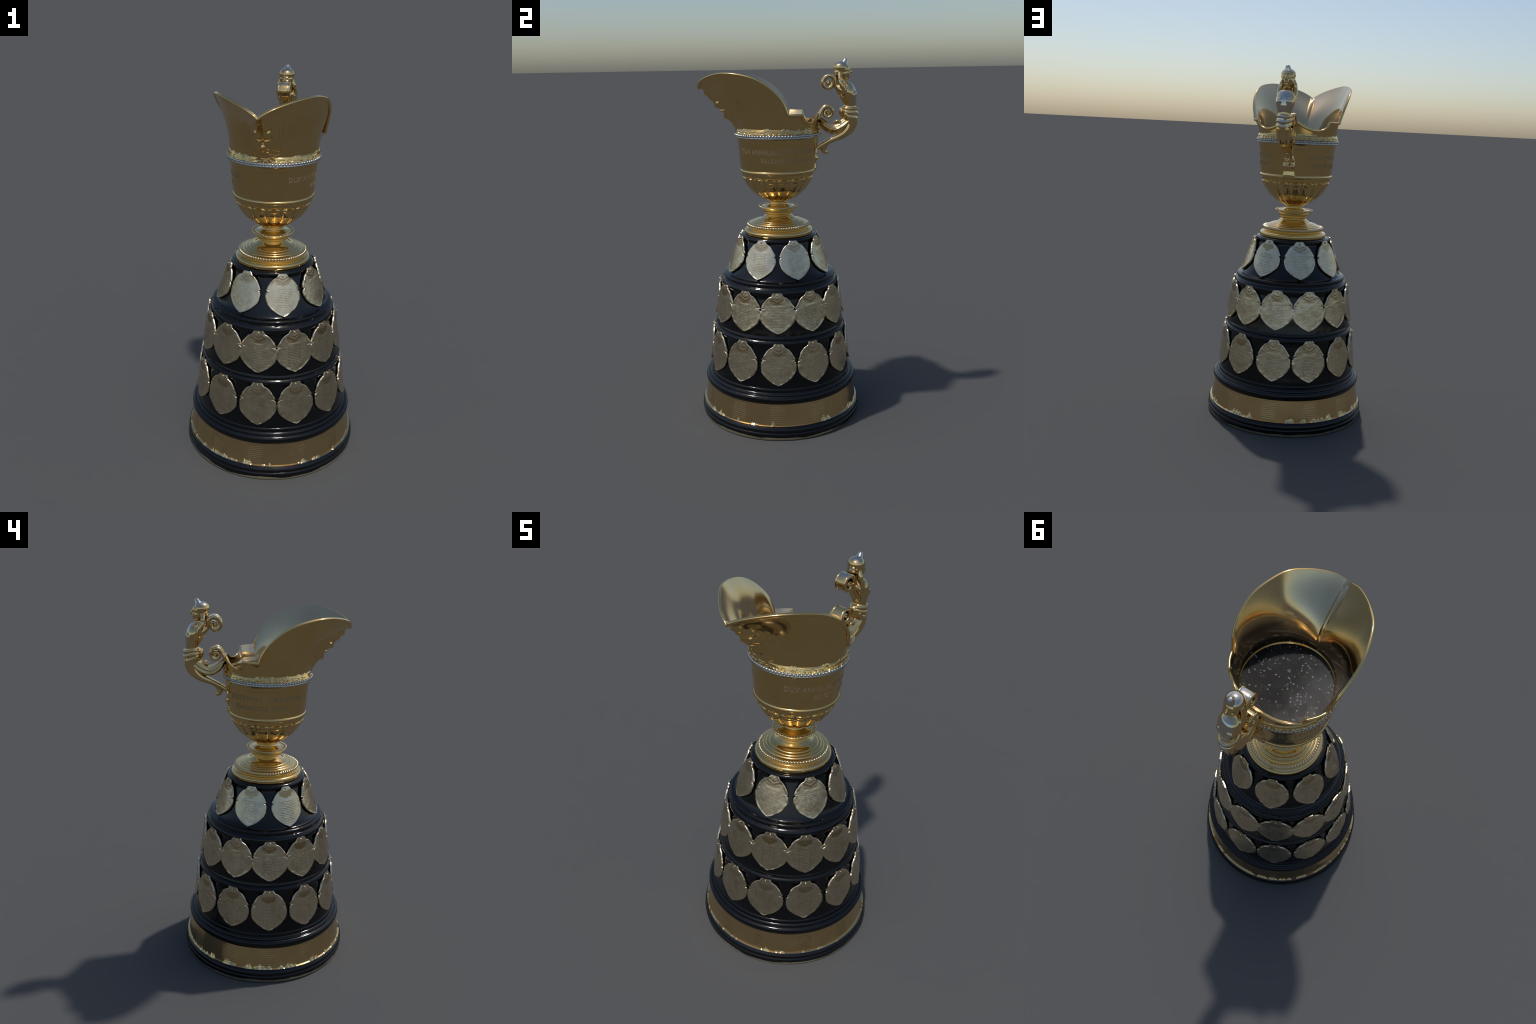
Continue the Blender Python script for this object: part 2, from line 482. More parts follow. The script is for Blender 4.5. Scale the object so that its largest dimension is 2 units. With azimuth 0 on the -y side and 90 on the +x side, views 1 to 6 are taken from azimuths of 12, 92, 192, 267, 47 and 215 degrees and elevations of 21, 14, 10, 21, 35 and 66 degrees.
rv, rf = ball((0, 0, 0), (.0052, .0042, .0052))
rivet_me = bpy.data.meshes.new("rivet"); rivet_me.from_pydata(rv, [], rf); rivet_me.materials.append(PLAQUE); shade(rivet_me, 180)
TIERS = [  # count, phase in degrees, top (r, z), bottom (r, z), bend radius
    (8, 22.5, (.2210, 1.053), (.2915, .851), .26),
    (12, 0.0, (.3365, .797), (.3690, .578), .38),
    (12, 0.0, (.3800, .5285), (.4055, .2965), .42)]
rng = random.Random(5)
for ti, (cnt, ph, top, bot, cur) in enumerate(TIERS):
    variants = [plaque_mesh("plaque", top, bot, cur, 1.7 + ti * 9.3 + k * 3.77, .905 if ti == 0 else .985) for k in range(4)]
    for k in range(cnt):
        me, rc, zc = variants[rng.randrange(4)]
        a = radians(ph + 360 * k / cnt + rng.uniform(-.6, .6))
        ob = bpy.data.objects.new("plaque", me); COL.objects.link(ob); ob.parent = root
        ob.location = (rc * sin(a), -rc * cos(a), zc + rng.uniform(-.0015, .0015))
        ob.rotation_euler = (0, rng.uniform(-.025, .025), a)
        rvt = bpy.data.objects.new("rivet", rivet_me); COL.objects.link(rvt); rvt.parent = ob
        dz = (top[1] - bot[1]) * .445
        rvt.location = (rng.uniform(-.001, .001), (rc - top[0]) * .89 - .0065, dz + .002)

# ---- foot -------------------------------------------------------------------
FOOT = [(0, 1.0585), (.190, 1.0585), (.1925, 1.0605), (.1938, 1.065), (.1930, 1.070), (.1935, 1.0735), (.1925, 1.079), (.187, 1.0845), (.178, 1.0872),
        (.1725, 1.0885), (.1695, 1.0915), (.1705, 1.096), (.1735, 1.0995), (.1745, 1.105), (.1735, 1.1105), (.168, 1.1155), (.1605, 1.118),
        (.155, 1.1185), (.1525, 1.1225), (.1465, 1.1255), (.141, 1.126), (.138, 1.1295), (.130, 1.1322), (.1235, 1.1325), (.1205, 1.136),
        (.113, 1.1382), (.1035, 1.1395), (.0955, 1.1425), (.0865, 1.149), (.0785, 1.1565), (.0725, 1.161), (.0708, 1.1635), (.0735, 1.166),
        (.0775, 1.1705), (.0785, 1.174), (.0825, 1.1765), (.0855, 1.183), (.0858, 1.1875), (.090, 1.1895), (.0985, 1.196), (.1075, 1.203),
        (.1105, 1.2085), (.1085, 1.2125), (.103, 1.2135), (.094, 1.2115), (.083, 1.2105), (.072, 1.2135), (.063, 1.2175), (.055, 1.2195), (.0515, 1.222),
        (.0490, 1.2275), (.0500, 1.2345), (.0530, 1.2385), (0, 1.2385)]
foot = lathe("pedestal_foot", FOOT, GOLD, root, n=160, smooth=40)

def beads(name, count, r, z, rad, mat, parent, tall=1.0, phase=0.0, flat=1.0, tilt=0.0):
    parts = []
    for k in range(count):
        a = 2 * pi * (k + phase) / count
        V, F = ball((0, 0, 0), (rad, rad * flat, rad * tall), tilt, 12, 8)
        c, s = cos(a), sin(a)
        parts.append(([(x * c - (y - r) * s, x * s + (y - r) * c, z + zz) for x, y, zz in V], F))
    V, F = join(parts)
    ob = make(name, V, F, mat, parent, 180)
    ob["kind"] = "stuff"
    return ob
beads("foot_beading", 74, .1700, 1.1095, .0080, GOLD_IN, foot, 1.0, flat=1.15)
beads("flange_beading", 46, .1020, 1.2100, .0070, GOLD_IN, foot, .66, flat=1.45)

# ---- gadrooned bowl -----------------------------------------------------------
bz = spline([(.0515, 1.2375), (.0640, 1.2430), (.0785, 1.2510), (.1085, 1.2695), (.1420, 1.2985), (.1610, 1.3220), (.1770, 1.3460), (.1875, 1.3670), (.1935, 1.3800)], 9)
BOWL = [(.048, 1.236)] + bz + [(.1945, 1.3835), (.1975, 1.3850), (.1985, 1.3880), (.1990, 1.3930), (.1995, 1.3985), (.1995, 1.4015)]
def gadroon(a, r, z):
    if z > 1.3834 or z < 1.2375: return r
    f = (a - radians(11.25)) * 16 / (2 * pi)
    f -= round(f)                                        # -.5 .. .5 within one lobe
    x = abs(f) * 2
    lobe = sqrt(max(0, 1 - (x / .90) ** 2)) if x < .90 else 0
    up = sm(1.2375, 1.262, z)
    top = 1.3805 - .010 * x ** 3                         # rounded shoulder of each lobe
    head = 1 if z < top - .0045 else max(0, (top - z) / .0045)
    amp = .0085 * up * head
    rr = r - .004 * up + amp * (lobe ** .8)
    # cartouche: shallow swag pressed into each lobe below the shoulder
    sw = 1.352 + .012 * (x ** 2)
    rr -= .0026 * gauss(z - sw, .0035) * (1 - sm(.55, .85, x)) * head
    rr += .0016 * gauss(z - sw - .012, .006) * (1 - sm(.4, .7, x)) * head
    # slender dart between lobes, starting lower down
    rr += .0055 * gauss(x - 1, .085) * sm(1.25, 1.27, z) * (1 - sm(1.335, 1.345, z))
    # beaten irregularities
    rr += .0009 * nz(sin(a) * 14, cos(a) * 14, z * 55)
    return rr
bowl = lathe("gadrooned_bowl", BOWL, GOLD, root, n=640, disp=gadroon, smooth=60)

# ---- drum ---------------------------------------------------------------------
def drum_r(z):
    T = [(1.42, .2040), (1.44, .2065), (1.47, .2095), (1.50, .2115), (1.52, .2128), (1.55, .2148), (1.563, .2162)]
    for (z0, r0), (z1, r1) in zip(T, T[1:]):
        if z <= z1: return r0 + (r1 - r0) * max(0, (z - z0) / (z1 - z0))
    return T[-1][1]
DRUM = [(.196, 1.399), (.2005, 1.4010), (.2045, 1.4030), (.2075, 1.4065), (.2088, 1.4115), (.2082, 1.4165), (.2060, 1.4200), (.2042, 1.4215)]
z = 1.424
while z < 1.563:
    DRUM.append((drum_r(z), z)); z += .006
DRUM += [(.2163, 1.5635), (.2185, 1.5655), (.2190, 1.570), (.2192, 1.578), (.2205, 1.584), (.2240, 1.590), (.2285, 1.5945), (.226, 1.597), (.2195, 1.5985)]
drum = lathe("cup_drum", DRUM, GOLD, root, n=200, smooth=40)

# ---- cord of beads round the shoulder ------------------------------------------
CORD = [(.218, 1.5925), (.2275, 1.5930), (.2318, 1.5955), (.2325, 1.6000), (.2300, 1.6030), (.2300, 1.6120), (.2285, 1.6155), (.218, 1.6165)]
cord = lathe("shoulder_cord", CORD, SILVER, root, n=180, smooth=60)
beads("cord_beading", 88, .2292, 1.6085, .0080, SILVER, cord, .98)

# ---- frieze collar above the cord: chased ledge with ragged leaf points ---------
def collar_disp(a, r, z):
    front = exp(-((atan2(sin(a), cos(a))) / .28) ** 2)
    h = collar_spikes(a)
    add = 0
    t = (z - 1.6385) / h
    if 0 <= t < 1: add = .0036 * (1 - t)
    if 1.6165 < z < 1.6385:
        v = (z - 1.6165) / .022                      # sloping ledge with chased leaf points
        k = a * 44 / (2 * pi) + .9 * nz(sin(a) * 9, cos(a) * 9, 4.0); k -= math.floor(k)
        tri = (1 - abs(k - .5) * 2) * .50 + .55 * nz(sin(a) * 15, cos(a) * 15, 1.0)
        add = .0036 + .0075 * (1 - v) - .0042 * sm(.0, .16, tri - abs(v - .42) * 1.3)
    return r + add * (1 - front)
cp = []
for i in range(45):
    zz = 1.6150 + .044 * i / 44
    cp.append((.2222 - .0022 * sm(1.640, 1.659, zz), zz))
cp = [(.219, 1.6145)] + cp
collar = lathe("leaf_frieze", cp, GOLD, root, n=640, disp=collar_disp, smooth=30)

# ---- upper shell with scooped spout ----------------------------------------------
Z0, R0 = 1.628, .2215
FRONT = [(0.0, -.4335, 1.8585), (.022, -.4280, 1.8765), (.0718, -.4059, 1.9012), (.1443, -.3507, 1.9240), (.2076, -.2820, 1.9355), (.2460, -.1985, 1.9290),
         (.2720, -.1110, 1.9065), (.2770, -.0320, 1.8605), (.2670, .0320, 1.7960), (.2500, .0670, 1.7210)]
STEP = [(.2500, .0670, 1.7210), (.2325, .1050, 1.7210), (.2050, .1435, 1.7210)]
SCOOP = [(.2050, .1435, 1.7210), (.1990, .1480, 1.7040), (.1850, .1570, 1.6860), (.1620, .1700, 1.6755), (.1330, .1860, 1.6750), (.1050, .2010, 1.6815),
         (.0780, .2130, 1.6930), (.0560, .2210, 1.7050), (.0400, .2270, 1.7140), (.0200, .2290, 1.7170), (0, .2295, 1.7180)]
half = spline(FRONT, 9)[:-1] + spline(STEP, 5)[:-1] + spline(SCOOP, 5)
LIP = half + [(-x - .008 * exp(-((y + .18) / .15) ** 2) * min(1, x / .1), y, z) for x, y, z in half[-2:0:-1]]   # the far lobe is beaten out a little more

def wall(R, u):
    """Point on the wall below lip point R, u = 0 at the collar, 1 at the lip."""
    x, y, zr = R
    az = atan2(x, -y); r1 = hypot(x, y) - .006
    lobe = exp(-(az / .80) ** 2)
    def prof(v):
        gs = v ** 1.9                                             # plain flaring side
        gl = .35 * v * v / (v * v + (2 * (1 - v)) ** 2) + .65 * v ** 1.65   # swelling lobes either side of the beak
        return lobe * gl + (1 - lobe) * gs
    zz = Z0 + (zr - Z0) * u
    zs = max(zr, 1.905 - .9 * abs(az)) if abs(az) < .3 else zr    # lobes carry on behind the notch of the beak
    v1 = (zr - Z0) / (zs - Z0)
    r = R0 + (r1 - R0) * (prof(u * v1) + (1 - prof(v1)) * u ** 9)
    return Vector((r * sin(az), -r * cos(az), zz))

ROWS = 30
V, F = [], []
for R in LIP:
    for k in range(ROWS + 1):
        V.append(wall(R, k / ROWS))
M = ROWS + 1
nL = len(LIP)
for i in range(nL):
    j = (i + 1) % nL
    for k in range(ROWS):
        F.append((i * M + k, j * M + k, j * M + k + 1, i * M + k + 1))
n0 = len(V)
# inner skin
for i in range(nL):
    for k in range(M):
        p = V[i * M + k]
        du = V[((i + 1) % nL) * M + k] - V[((i - 1) % nL) * M + k]
        dv = V[i * M + min(ROWS, k + 1)] - V[i * M + max(0, k - 1)]
        nn = du.cross(dv).normalized()
        rad = Vector((p.x, p.y, 0))
        if nn.dot(rad) > 0: nn = -nn
        V.append(p + nn * (.006 + .007 * (1 - sm(0, .35, k / ROWS))))
for i in range(nL):
    j = (i + 1) % nL
    for k in range(ROWS):
        F.append((n0 + i * M + k, n0 + i * M + k + 1, n0 + j * M + k + 1, n0 + j * M + k))
    F.append((i * M + ROWS, j * M + ROWS, n0 + j * M + ROWS, n0 + i * M + ROWS))
    F.append((i * M, n0 + i * M, n0 + j * M, j * M))
shell = make("spouted_shell", V, F, GOLD, root, 15)
shell.data.materials.append(GOLD_IN)
for p in shell.data.polygons:
    if all(i >= n0 for i in p.vertices): p.material_index = 1

# moulded lip: a flat bead round the outside of the edge
V, F = [], []
SEG = 16
for i, R in enumerate(LIP):
    P = wall(R, 1)
    t = (Vector(LIP[(i + 1) % nL]) - Vector(LIP[i - 1])).normalized()
    w = wall(R, 1) - wall(R, .93)
    w = (w - t * w.dot(t)).normalized()
    o = t.cross(w).normalized()
    if o.dot(Vector((P.x, P.y, 0))) < 0: o = -o
    c = P - w * .0055 + o * .0022
    for k in range(SEG):
        f = 2 * pi * k / SEG
        cc, ss = cos(f), sin(f)
        V.append(c + o * (.0058 * abs(cc) ** .7 * (1 if cc > 0 else -1)) + w * (.0078 * abs(ss) ** .7 * (1 if ss > 0 else -1)))
for i in range(nL):
    j = (i + 1) % nL
    for k in range(SEG):
        l = (k + 1) % SEG
        F.append((i * SEG + k, i * SEG + l, j * SEG + l, j * SEG + k))
make("moulded_lip", V, F, GOLD, shell, 55)

# ---- inside: ledge, throat and speckled floor --------------------------------------
THROAT = [(.2100, 1.632), (.2080, 1.6235), (.2065, 1.6195), (.2045, 1.6180), (.2025, 1.6150), (.2025, 1.605)]
lathe("throat", THROAT, GOLD, root, n=128, smooth=40)
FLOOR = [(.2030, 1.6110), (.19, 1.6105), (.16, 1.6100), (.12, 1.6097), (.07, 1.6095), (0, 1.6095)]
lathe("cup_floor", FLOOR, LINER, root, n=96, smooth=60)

# ---- bearded mask in relief under the spout -----------------------------------------
def face_relief(x, zc):
    ax = abs(x)
    h = 0.0
    # head dome
    h += .004 * gauss(ax, .044) * gauss(zc - 1.765, .050)
    # nose, brow, sockets, cheeks
    h += .014 * gauss(ax, .0085) * sm(1.766, 1.774, zc) * (1 - sm(1.782, 1.806, zc))
    h += .006 * gauss(ax - .012, .007) * gauss(zc - 1.776, .006)
    h += .009 * gauss(ax - .024, .017) * gauss(zc - 1.808, .007)
    h -= .010 * gauss(ax - .029, .011) * gauss(zc - 1.795, .006)
    h += .006 * gauss(ax - .030, .007) * gauss(zc - 1.788, .0045)
    h += .006 * gauss(ax - .030, .013) * gauss(zc - 1.772, .010)
    # moustache fold and mouth, lips, chin
    h -= .005 * gauss(zc - (1.757 - .10 * ax), .0035) * (1 - sm(.036, .052, ax))
    h += .006 * gauss(ax - .016, .014) * gauss(zc - 1.748, .006)
    h -= .004 * gauss(zc - 1.738, .003) * (1 - sm(.012, .026, ax))
    h += .012 * gauss(ax, .022) * gauss(zc - 1.714, .014)
    # beard rolls, tapering to a point at the cord
    w = .064 * sm(1.608, 1.665, zc)
    h += .006 * sm(-.008, .014, w - ax) * (1 - sm(1.70, 1.735, zc))
    for k, zz in enumerate((1.690, 1.664)):
        h -= .0028 * gauss(zc - (zz - 5.5 * ax * ax), .0030) * (1 - sm(.05, .066, ax))
    h -= .004 * gauss(zc - (1.640 + 2.5 * ax * ax), .003) * (1 - sm(.03, .045, ax))
    # hair strands sweeping up and outward
    for k in range(6):
        b = .046 + .013 * k
        cx = b + (.030 + .006 * k) * ((zc - 1.66) / .17) ** 1.3 if zc > 1.66 else b
        top = 1.835 + .006 * sin(k * 2.1) - .004 * k
        h += (.0070 - .0005 * k) * gauss(ax - cx, .0058) * sm(1.652 + .007 * k, 1.70, zc) * (1 - sm(top - .03, top, zc))
    # tongue of leaf under the notch, scrolled brow leaves beneath the lip
    h += .011 * gauss(ax, .020) * gauss(zc - 1.832, .014)
    h += .007 * gauss(ax - .018, .010) * gauss(zc - 1.832, .007)
    return h

BEAK = [(1.60, .2290), (1.633, .2290), (1.657, .2400), (1.677, .2540), (1.70, .2740), (1.715, .2860), (1.735, .2960), (1.753, .3080), (1.773, .3250), (1.796, .3370), (1.812, .3500), (1.837, .3740), (1.85, .39), (1.90, .43)]
def beak(z):
    for (a, r0), (b, r1) in zip(BEAK, BEAK[1:]):
        if z <= b: return r0 + (r1 - r0) * (z - a) / (b - a)
    return BEAK[-1][1]

# column list over the front of the lip, finer than the shell
fcols = [R for R in spline(FRONT, 26) if abs(atan2(R[0], -R[1])) < .66]
fcols = [(-x, y, z) for x, y, z in fcols[:0:-1]] + fcols
MR = 110
V, F = [], []
for R in fcols:
    for k in range(MR + 1):
        u = -.06 + 1.0 * k / MR * .985
        if u < 0:
            p = wall(R, 0); p = Vector((p.x * 1.012, p.y * 1.012, Z0 + u * (R[2] - Z0)))
        else:
            p = wall(R, u)
        q = wall(R, max(u, 0) + .02) - wall(R, max(u, 0))
        out = Vector((p.x, p.y, 0)).normalized()
        nn = (out - q.normalized() * out.dot(q.normalized())).normalized()
        nn = (nn + out * .6).normalized()
        fall = 1 - sm(.88, .925, u)
        lift = max(0.0, beak(p.z) - hypot(wall(fcols[len(fcols) // 2], max(0, min(1, (p.z - Z0) / (1.8585 - Z0)))).x, wall(fcols[len(fcols) // 2], max(0, min(1, (p.z - Z0) / (1.8585 - Z0)))).y))
        ww = .024 + .036 * sm(1.61, 1.67, p.z)
        h = (face_relief(p.x, p.z) + 0.74 * lift * exp(-abs(p.x / ww) ** 2.6)) * fall
        V.append(p + nn * (h - .0016))
MM = MR + 1
for i in range(len(fcols) - 1):
    for k in range(MR):
        F.append((i * MM + k, (i + 1) * MM + k, (i + 1) * MM + k + 1, i * MM + k + 1))
mask = make("bearded_mask", V, F, GOLD, shell, 60)

# ---- handle -----------------------------------------------------------------------
handle_parts = []
# lower volute rising from the scoop of the lip
vol = [(.224, 1.690, .0055, .040), (.2355, 1.722, .0058, .037), (.2520, 1.7450, .006, .034), (.2735, 1.7530, .006, .033), (.2930, 1.7430, .006, .033), (.2990, 1.7235, .006, .033),
       (.2920, 1.7030, .006, .032), (.2740, 1.6930, .0055, .031), (.2590, 1.7030, .005, .030), (.2570, 1.7180, .005, .029), (.2660, 1.7300, .005, .029), (.2790, 1.7280, .005, .029),
       (.2830, 1.7170, .005, .029), (.2750, 1.7110, .005, .029)]
def two_ribs(f, t): return 1 + .05 * cos(2 * f) * 1
handle_parts.append(sweep_yz(vol, 7, 28, power=3.2))
for sx in (-1, 1):   # rolled edges of the volute
    handle_parts.append(sweep_yz([(y, z, .0085, .0075, sx * (b - .005)) for y, z, a, b in vol[:12]], 7, 14))
handle_parts.append(ball((0, .2735, 1.7185), (.034, .0105, .0105)))
# back plate with bosses
def plate_r(z):
    if z < 1.425: return .2095
    if z < 1.56: return drum_r(z) + .002
    return .2195 + .015 * sm(1.585, 1.60, z) - .006 * sm(1.612, 1.622, z)
pl = []
for i in range(40):
    zz = 1.408 + (1.668 - 1.408) * i / 39
    boss = .012 * gauss(zz - 1.472, .009) + .004 * gauss(zz - 1.428, .012) + .004 * gauss(zz - 1.516, .014) + .004 * gauss(zz - 1.637, .007)
    wdt = .033 + .003 * gauss(zz - 1.478, .012) + .003 * gauss(zz - 1.42, .012) - .008 * gauss(zz - 1.53, .02) - .004 * gauss(zz - 1.45, .008)
    pl.append((plate_r(zz), zz, boss, wdt))
V, F = [], []
NC = 18
for r, zz, boss, wdt in pl:
    for j in range(NC + 1):
        s = -1 + 2 * j / NC
        ang = s * wdt / r
        rr = r + (.0035 + boss * (1 - s * s * .5)) * (1 - abs(s) ** 8) - .006 * (abs(s) > .999)
        V.append((rr * sin(ang), rr * cos(ang), zz))
for i in range(len(pl) - 1):
    for j in range(NC):
        F.append((i * (NC + 1) + j, i * (NC + 1) + j + 1, (i + 1) * (NC + 1) + j + 1, (i + 1) * (NC + 1) + j))
back_plate = (V, F)

V, F = join(handle_parts)
handle = make("handle", V, F, GOLD_FIG, root, 60)
make("handle_back_plate", back_plate[0], back_plate[1], GOLD_FIG, handle, 60)

# acanthus bracket between volute and tail
def acanthus(f, t):
    return 1 + .11 * cos(5 * f + .6) * sm(0, .2, t) + .05 * cos(11 * f)
leaf = sweep_yz([(.226, 1.688, .010, .022), (.240, 1.674, .015, .026), (.259, 1.651, .022, .030), (.284, 1.634, .0245, .034), (.311, 1.629, .0265, .036),
                 (.337, 1.637, .0290, .038), (.362, 1.652, .030, .036), (.385, 1.672, .028, .032)], 8, 44, rib=acanthus)
tips = [sweep_yz([(.345, 1.660, .012, .010, sx * .018), (.330, 1.672, .010, .011, sx * .020), (.318, 1.671, .007, .010, sx * .021), (.309, 1.663, .004, .006, sx * .021)], 5, 14) for sx in (-1, 0, 1)]
V, F = join([leaf] + tips)
make("acanthus_leaf", V, F, GOLD_FIG, handle, 70)

# upper scroll behind the figure
scr = [(.372, 1.765, .010, .024), (.352, 1.795, .010, .026), (.334, 1.822, .009, .028), (.318, 1.848, .008, .030), (.3115, 1.874, .0090, .031), (.3070, 1.897, .0090, .031),
       (.2870, 1.9105, .0090, .031), (.2620, 1.9045, .0090, .031), (.2480, 1.8830, .0090, .031), (.2530, 1.8600, .0090, .031), (.2720, 1.8465, .0085, .030), (.2910, 1.8540, .0080, .029),
       (.2960, 1.8720, .0070, .028), (.2830, 1.8840, .0055, .028), (.2700, 1.8760, .0055, .028), (.2740, 1.8650, .005, .028)]
parts = [sweep_yz(scr, 7, 28, power=3.2)]
for sx in (-1, 1):
    parts.append(sweep_yz([(y, z, .0108, .0075, sx * (b - .005)) for y, z, a, b in scr[3:13]], 7, 14))
parts.append(ball((0, .2770, 1.8740), (.032, .0130, .0130)))
V, F = join(parts)
make("scroll", V, F, GOLD_FIG, handle, 60)

# figure: head, torso and double tail fused into one skin, then parted by region
fig = []
fig.append(sweep_yz([(.350, 1.912, .020, .020), (.353, 1.893, .0185, .0190), (.360, 1.876, .022, .024), (.368, 1.857, .036, .044), (.379, 1.838, .0410, .0535), (.3865, 1.818, .0425, .0555),
                     (.3930, 1.795, .0385, .0510), (.3960, 1.772, .0345, .0425), (.3965, 1.752, .0335, .0375), (.3940, 1.733, .0470, .0420), (.3935, 1.712, .0480, .0430),
                     (.4000, 1.690, .0415, .0425), (.4080, 1.665, .0310, .0400)], 7, 32))
fig.append(sweep_yz([(.4010, 1.700, .0400, .0400), (.4060, 1.660, .0290, .0385), (.3930, 1.630, .0260, .0350), (.3680, 1.6050, .0205, .0310), (.3360, 1.5865, .0165, .0270),
                     (.3040, 1.5730, .0140, .0235), (.2720, 1.5575, .0125, .0205), (.2400, 1.5395, .0110, .0185), (.2130, 1.5210, .0090, .0170)], 7, 32))
# breasts
for sx in (-1, 1):
    fig.append(ball((sx * .021, .412, 1.808), (.027, .0180, .027), -.3))
    # double tail, its halves divided by a shallow groove
    fig.append(sweep_yz([(.402, 1.690, .034, .022, sx * .018), (.4060, 1.660, .0300, .021, sx * .018), (.3930, 1.630, .0270, .0205, sx * .017), (.3680, 1.6050, .0220, .019, sx * .0155),
                         (.3360, 1.5865, .0175, .017, sx * .013), (.3040, 1.5730, .0150, .0145, sx * .0115), (.2720, 1.5575, .0135, .0130, sx * .0105), (.2400, 1.5395, .0125, .0120, sx * .0100), (.2130, 1.5210, .0100, .0110, sx * .0095)], 7, 24))
    # lock of hair falling to the shoulder, then the cropped arm drawn back to the scroll
    fig.append(tube3([(sx * .026, .338, 1.925, .011), (sx * .035, .338, 1.903, .012), (sx * .044, .344, 1.878, .0130), (sx * .046, .354, 1.854, .0140), (sx * .043, .362, 1.832, .0125)], 6, 14))
    fig.append(tube3([(sx * .040, .376, 1.838, .0150), (sx * .041, .356, 1.832, .0155), (sx * .038, .341, 1.842, .0140), (sx * .028, .324, 1.858, .010)], 6, 14))
# drapery rolls round the hips
for cz, tilt, rr, a, b in ((1.7385, .12, .0065, .0445, .0400), (1.7180, .34, .0060, .0460, .0420), (1.6950, .52, .0050, .0430, .0430)):
    ring = []
    for k in range(33):
        f = 2 * pi * k / 32
        y = .3945 + a * cos(f)
        ring.append((b * sin(f), y, cz - tilt * (y - .396) * .55 + .002 * sin(3 * f), rr * (.75 + .25 * cos(f))))
    fig.append(tube3(ring, 2, 12))
fig.append(ball((.0, .350, 1.722), (.024, .0125, .026)))
fig.append(ball((.030, .376, 1.706), (.013, .015, .020)))
fig.append(ball((-.030, .376, 1.706), (.013, .015, .020)))
# head
fig.append(ball((0, .3430, 1.9515), (.0395, .0390, .0325), -.12))
fig.append(ball((0, .3625, 1.9220), (.0325, .0260, .0355), .10))
fig.append(ball((0, .3290, 1.9300), (.0340, .0210, .0280)))
fig.append(ball((0, .3580, 1.9420), (.0345, .0300, .0300), -.15))            # brow
fig.append(ball((0, .3400, 1.9080), (.0260, .0200, .0260)))
fig.append(tube3([(0, .356, 1.966, .0250), (0, .3620, 1.979, .0175), (0, .3655, 1.9900, .0130), (0, .3670, 1.9988, .0085)], 5, 16))
fig.append(tube3([(0, .3840, 1.9480, .0050), (0, .3930, 1.9345, .0065), (0, .3945, 1.9290, .0070), (0, .386, 1.924, .005)], 4, 12))
fig.append(ball((0, .3845, 1.9140), (.0130, .0080, .0050)))
fig.append(ball((0, .3785, 1.9000), (.0140, .0100, .0100)))
for sx in (-1, 1):
    fig.append(ball((sx * .0165, .3790, 1.9240), (.0110, .0090, .0110)))
# leaf-curl under the tail
fig.append(tube3([(0, .268, 1.552, .018), (0, .2570, 1.533, .0175), (0, .2560, 1.5140, .0150), (0, .2665, 1.5045, .0115), (0, .2790, 1.5080, .0085)], 6, 16))
V, F = join(fig)
tmp = make("figure_tmp", V, F, GOLD_FIG, None, 180)
bpy.context.view_layer.objects.active = tmp
rm = tmp.modifiers.new("r", 'REMESH'); rm.mode = 'VOXEL'; rm.voxel_size = .0021
s = tmp.modifiers.new("s", 'SMOOTH'); s.factor = .5; s.iterations = 7
dg = bpy.context.evaluated_depsgraph_get()
body = bpy.data.meshes.new_from_object(tmp.evaluated_get(dg))
bpy.data.objects.remove(tmp, do_unlink=True)

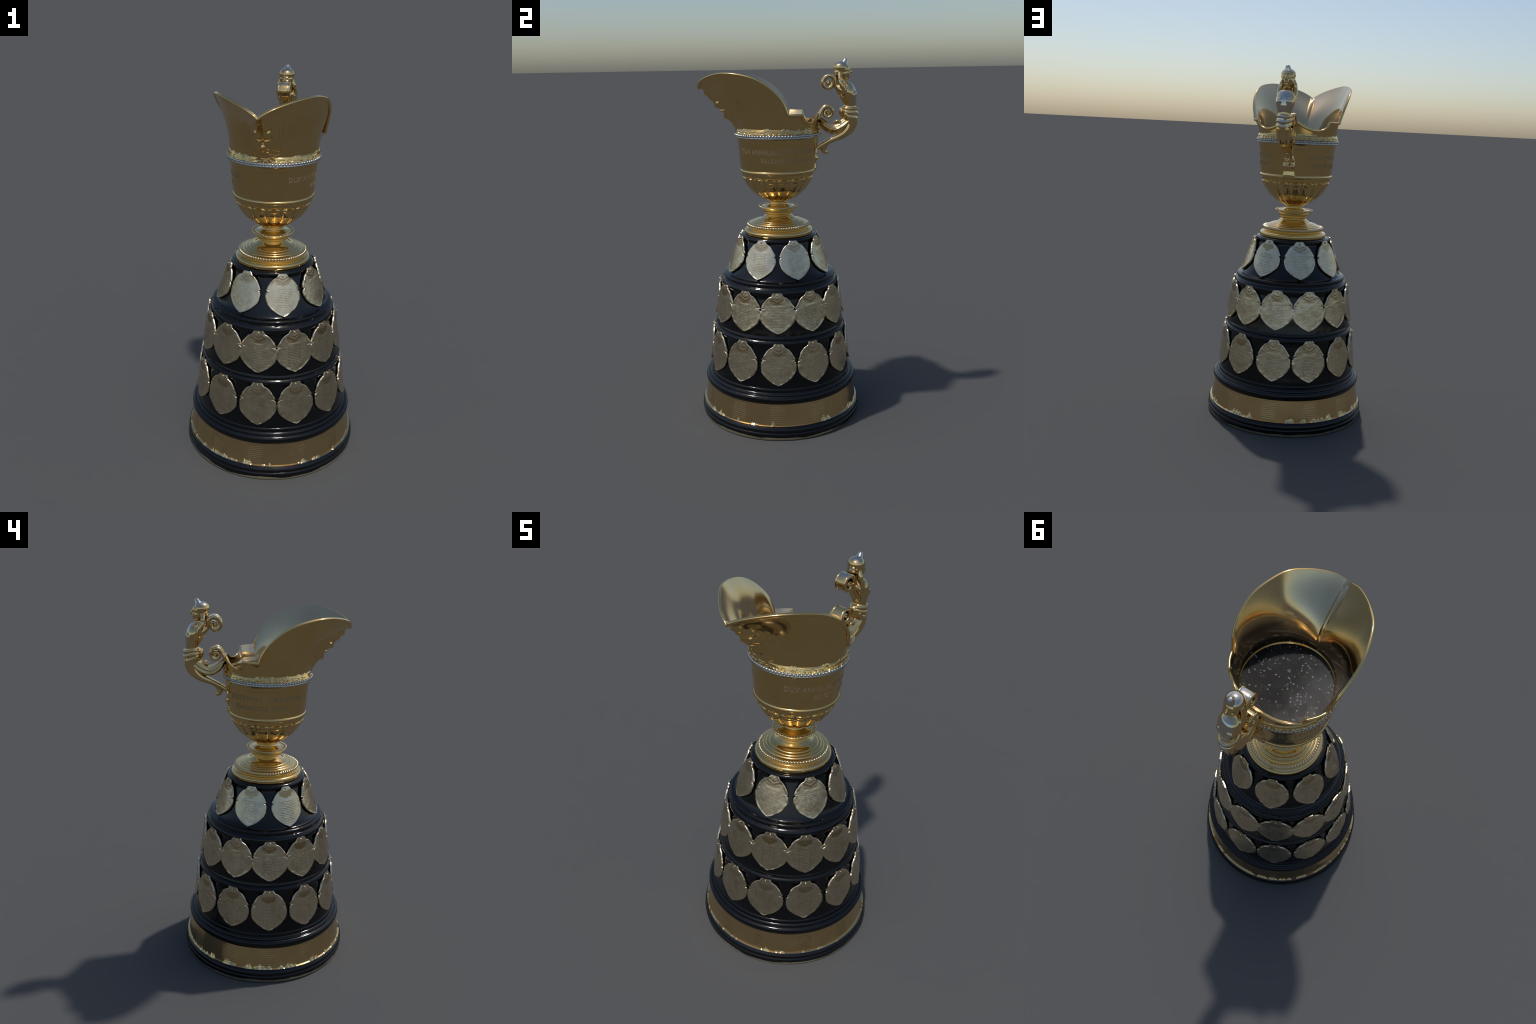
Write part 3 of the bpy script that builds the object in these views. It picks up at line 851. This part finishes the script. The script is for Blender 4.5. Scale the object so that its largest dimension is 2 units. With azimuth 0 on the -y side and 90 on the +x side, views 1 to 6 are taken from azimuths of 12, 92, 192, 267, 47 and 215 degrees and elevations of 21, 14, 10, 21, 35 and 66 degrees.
def region(c):
    if c.z > 1.893: return "head"
    if c.z > 1.750: return "torso"
    if c.z > 1.686: return "hip_drapery"
    return "fish_tail"
for v in body.vertices:
    k = sm(1.885, 1.905, v.co.z)
    q = v.co - Vector((0, .350, 1.940))
    v.co = Vector((v.co.x * (.92 + .06 * k), v.co.y, v.co.z)) + Vector((q.x, q.y, q.z * .2)) * (.045 * k) - Vector((0, .0030 * (1 - k), 0))
body.update()
vn = [v.normal.copy() for v in body.vertices]
groups = {}
for p in body.polygons:
    groups.setdefault(region(p.center), []).append(p)
for nm, polys in groups.items():
    idx = {}; V = []; Nn = []; F = []
    for p in polys:
        f = []
        for vi in p.vertices:
            if vi not in idx:
                idx[vi] = len(V); V.append(body.vertices[vi].co.copy()); Nn.append(vn[vi])
            f.append(idx[vi])
        F.append(f)
    me = bpy.data.meshes.new(nm); me.from_pydata(V, [], F)
    me.materials.append(GOLD_FIG)
    for p in me.polygons: p.use_smooth = True
    me.normals_split_custom_set_from_vertices(Nn)
    ob = bpy.data.objects.new(nm, me); COL.objects.link(ob); ob.parent = handle
bpy.data.meshes.remove(body)

# ---- lettering wrapped round the drum -------------------------------------------------
def lettering(text, az0, az1, zlow, cap):
    cu = bpy.data.curves.new("lettering", 'FONT')
    cu.body = text; cu.size = 1; cu.extrude = 0; cu.resolution_u = 2; cu.space_character = 1.08
    ob = bpy.data.objects.new("lettering", cu); COL.objects.link(ob)
    bpy.context.view_layer.update()
    me = bpy.data.meshes.new_from_object(ob.evaluated_get(bpy.context.evaluated_depsgraph_get()))
    bpy.data.objects.remove(ob, do_unlink=True); bpy.data.curves.remove(cu)
    bm = bmesh.new(); bm.from_mesh(me)
    bmesh.ops.triangulate(bm, faces=bm.faces)
    xs = [v.co.x for v in bm.verts]; ys = [v.co.y for v in bm.verts]
    x0, x1, y0, y1 = min(xs), max(xs), min(0, 0), max(ys)
    for v in bm.verts:
        a = radians(az0 + (az1 - az0) * (v.co.x - x0) / (x1 - x0))
        zz = zlow + cap * (v.co.y - y0) / (y1 - y0)
        r = drum_r(zz) + .0007
        v.co = (r * sin(a), -r * cos(a), zz)
    r = bmesh.ops.extrude_face_region(bm, geom=bm.faces[:])
    for g in r["geom"]:
        if isinstance(g, bmesh.types.BMVert):
            k = 1 - .0016 / hypot(g.co.x, g.co.y); g.co.x *= k; g.co.y *= k
    bmesh.ops.recalc_face_normals(bm, faces=bm.faces)
    bm.to_mesh(me); bm.free()
    me.materials.clear(); me.materials.append(INK)
    o = bpy.data.objects.new("lettering", me); COL.objects.link(o); o.parent = drum
lettering("ILISSTIMAS  CAPITENIRO", 208, 330, 1.5120, .0270)
lettering("BENNMOORE  MALU", 216, 294, 1.4640, .0265)
lettering("DUX ANNELIUNI  POSTE DUI", 30, 149, 1.5140, .0250)
lettering("PALCINE  VLTUDIO", 67, 143, 1.4690, .0230)
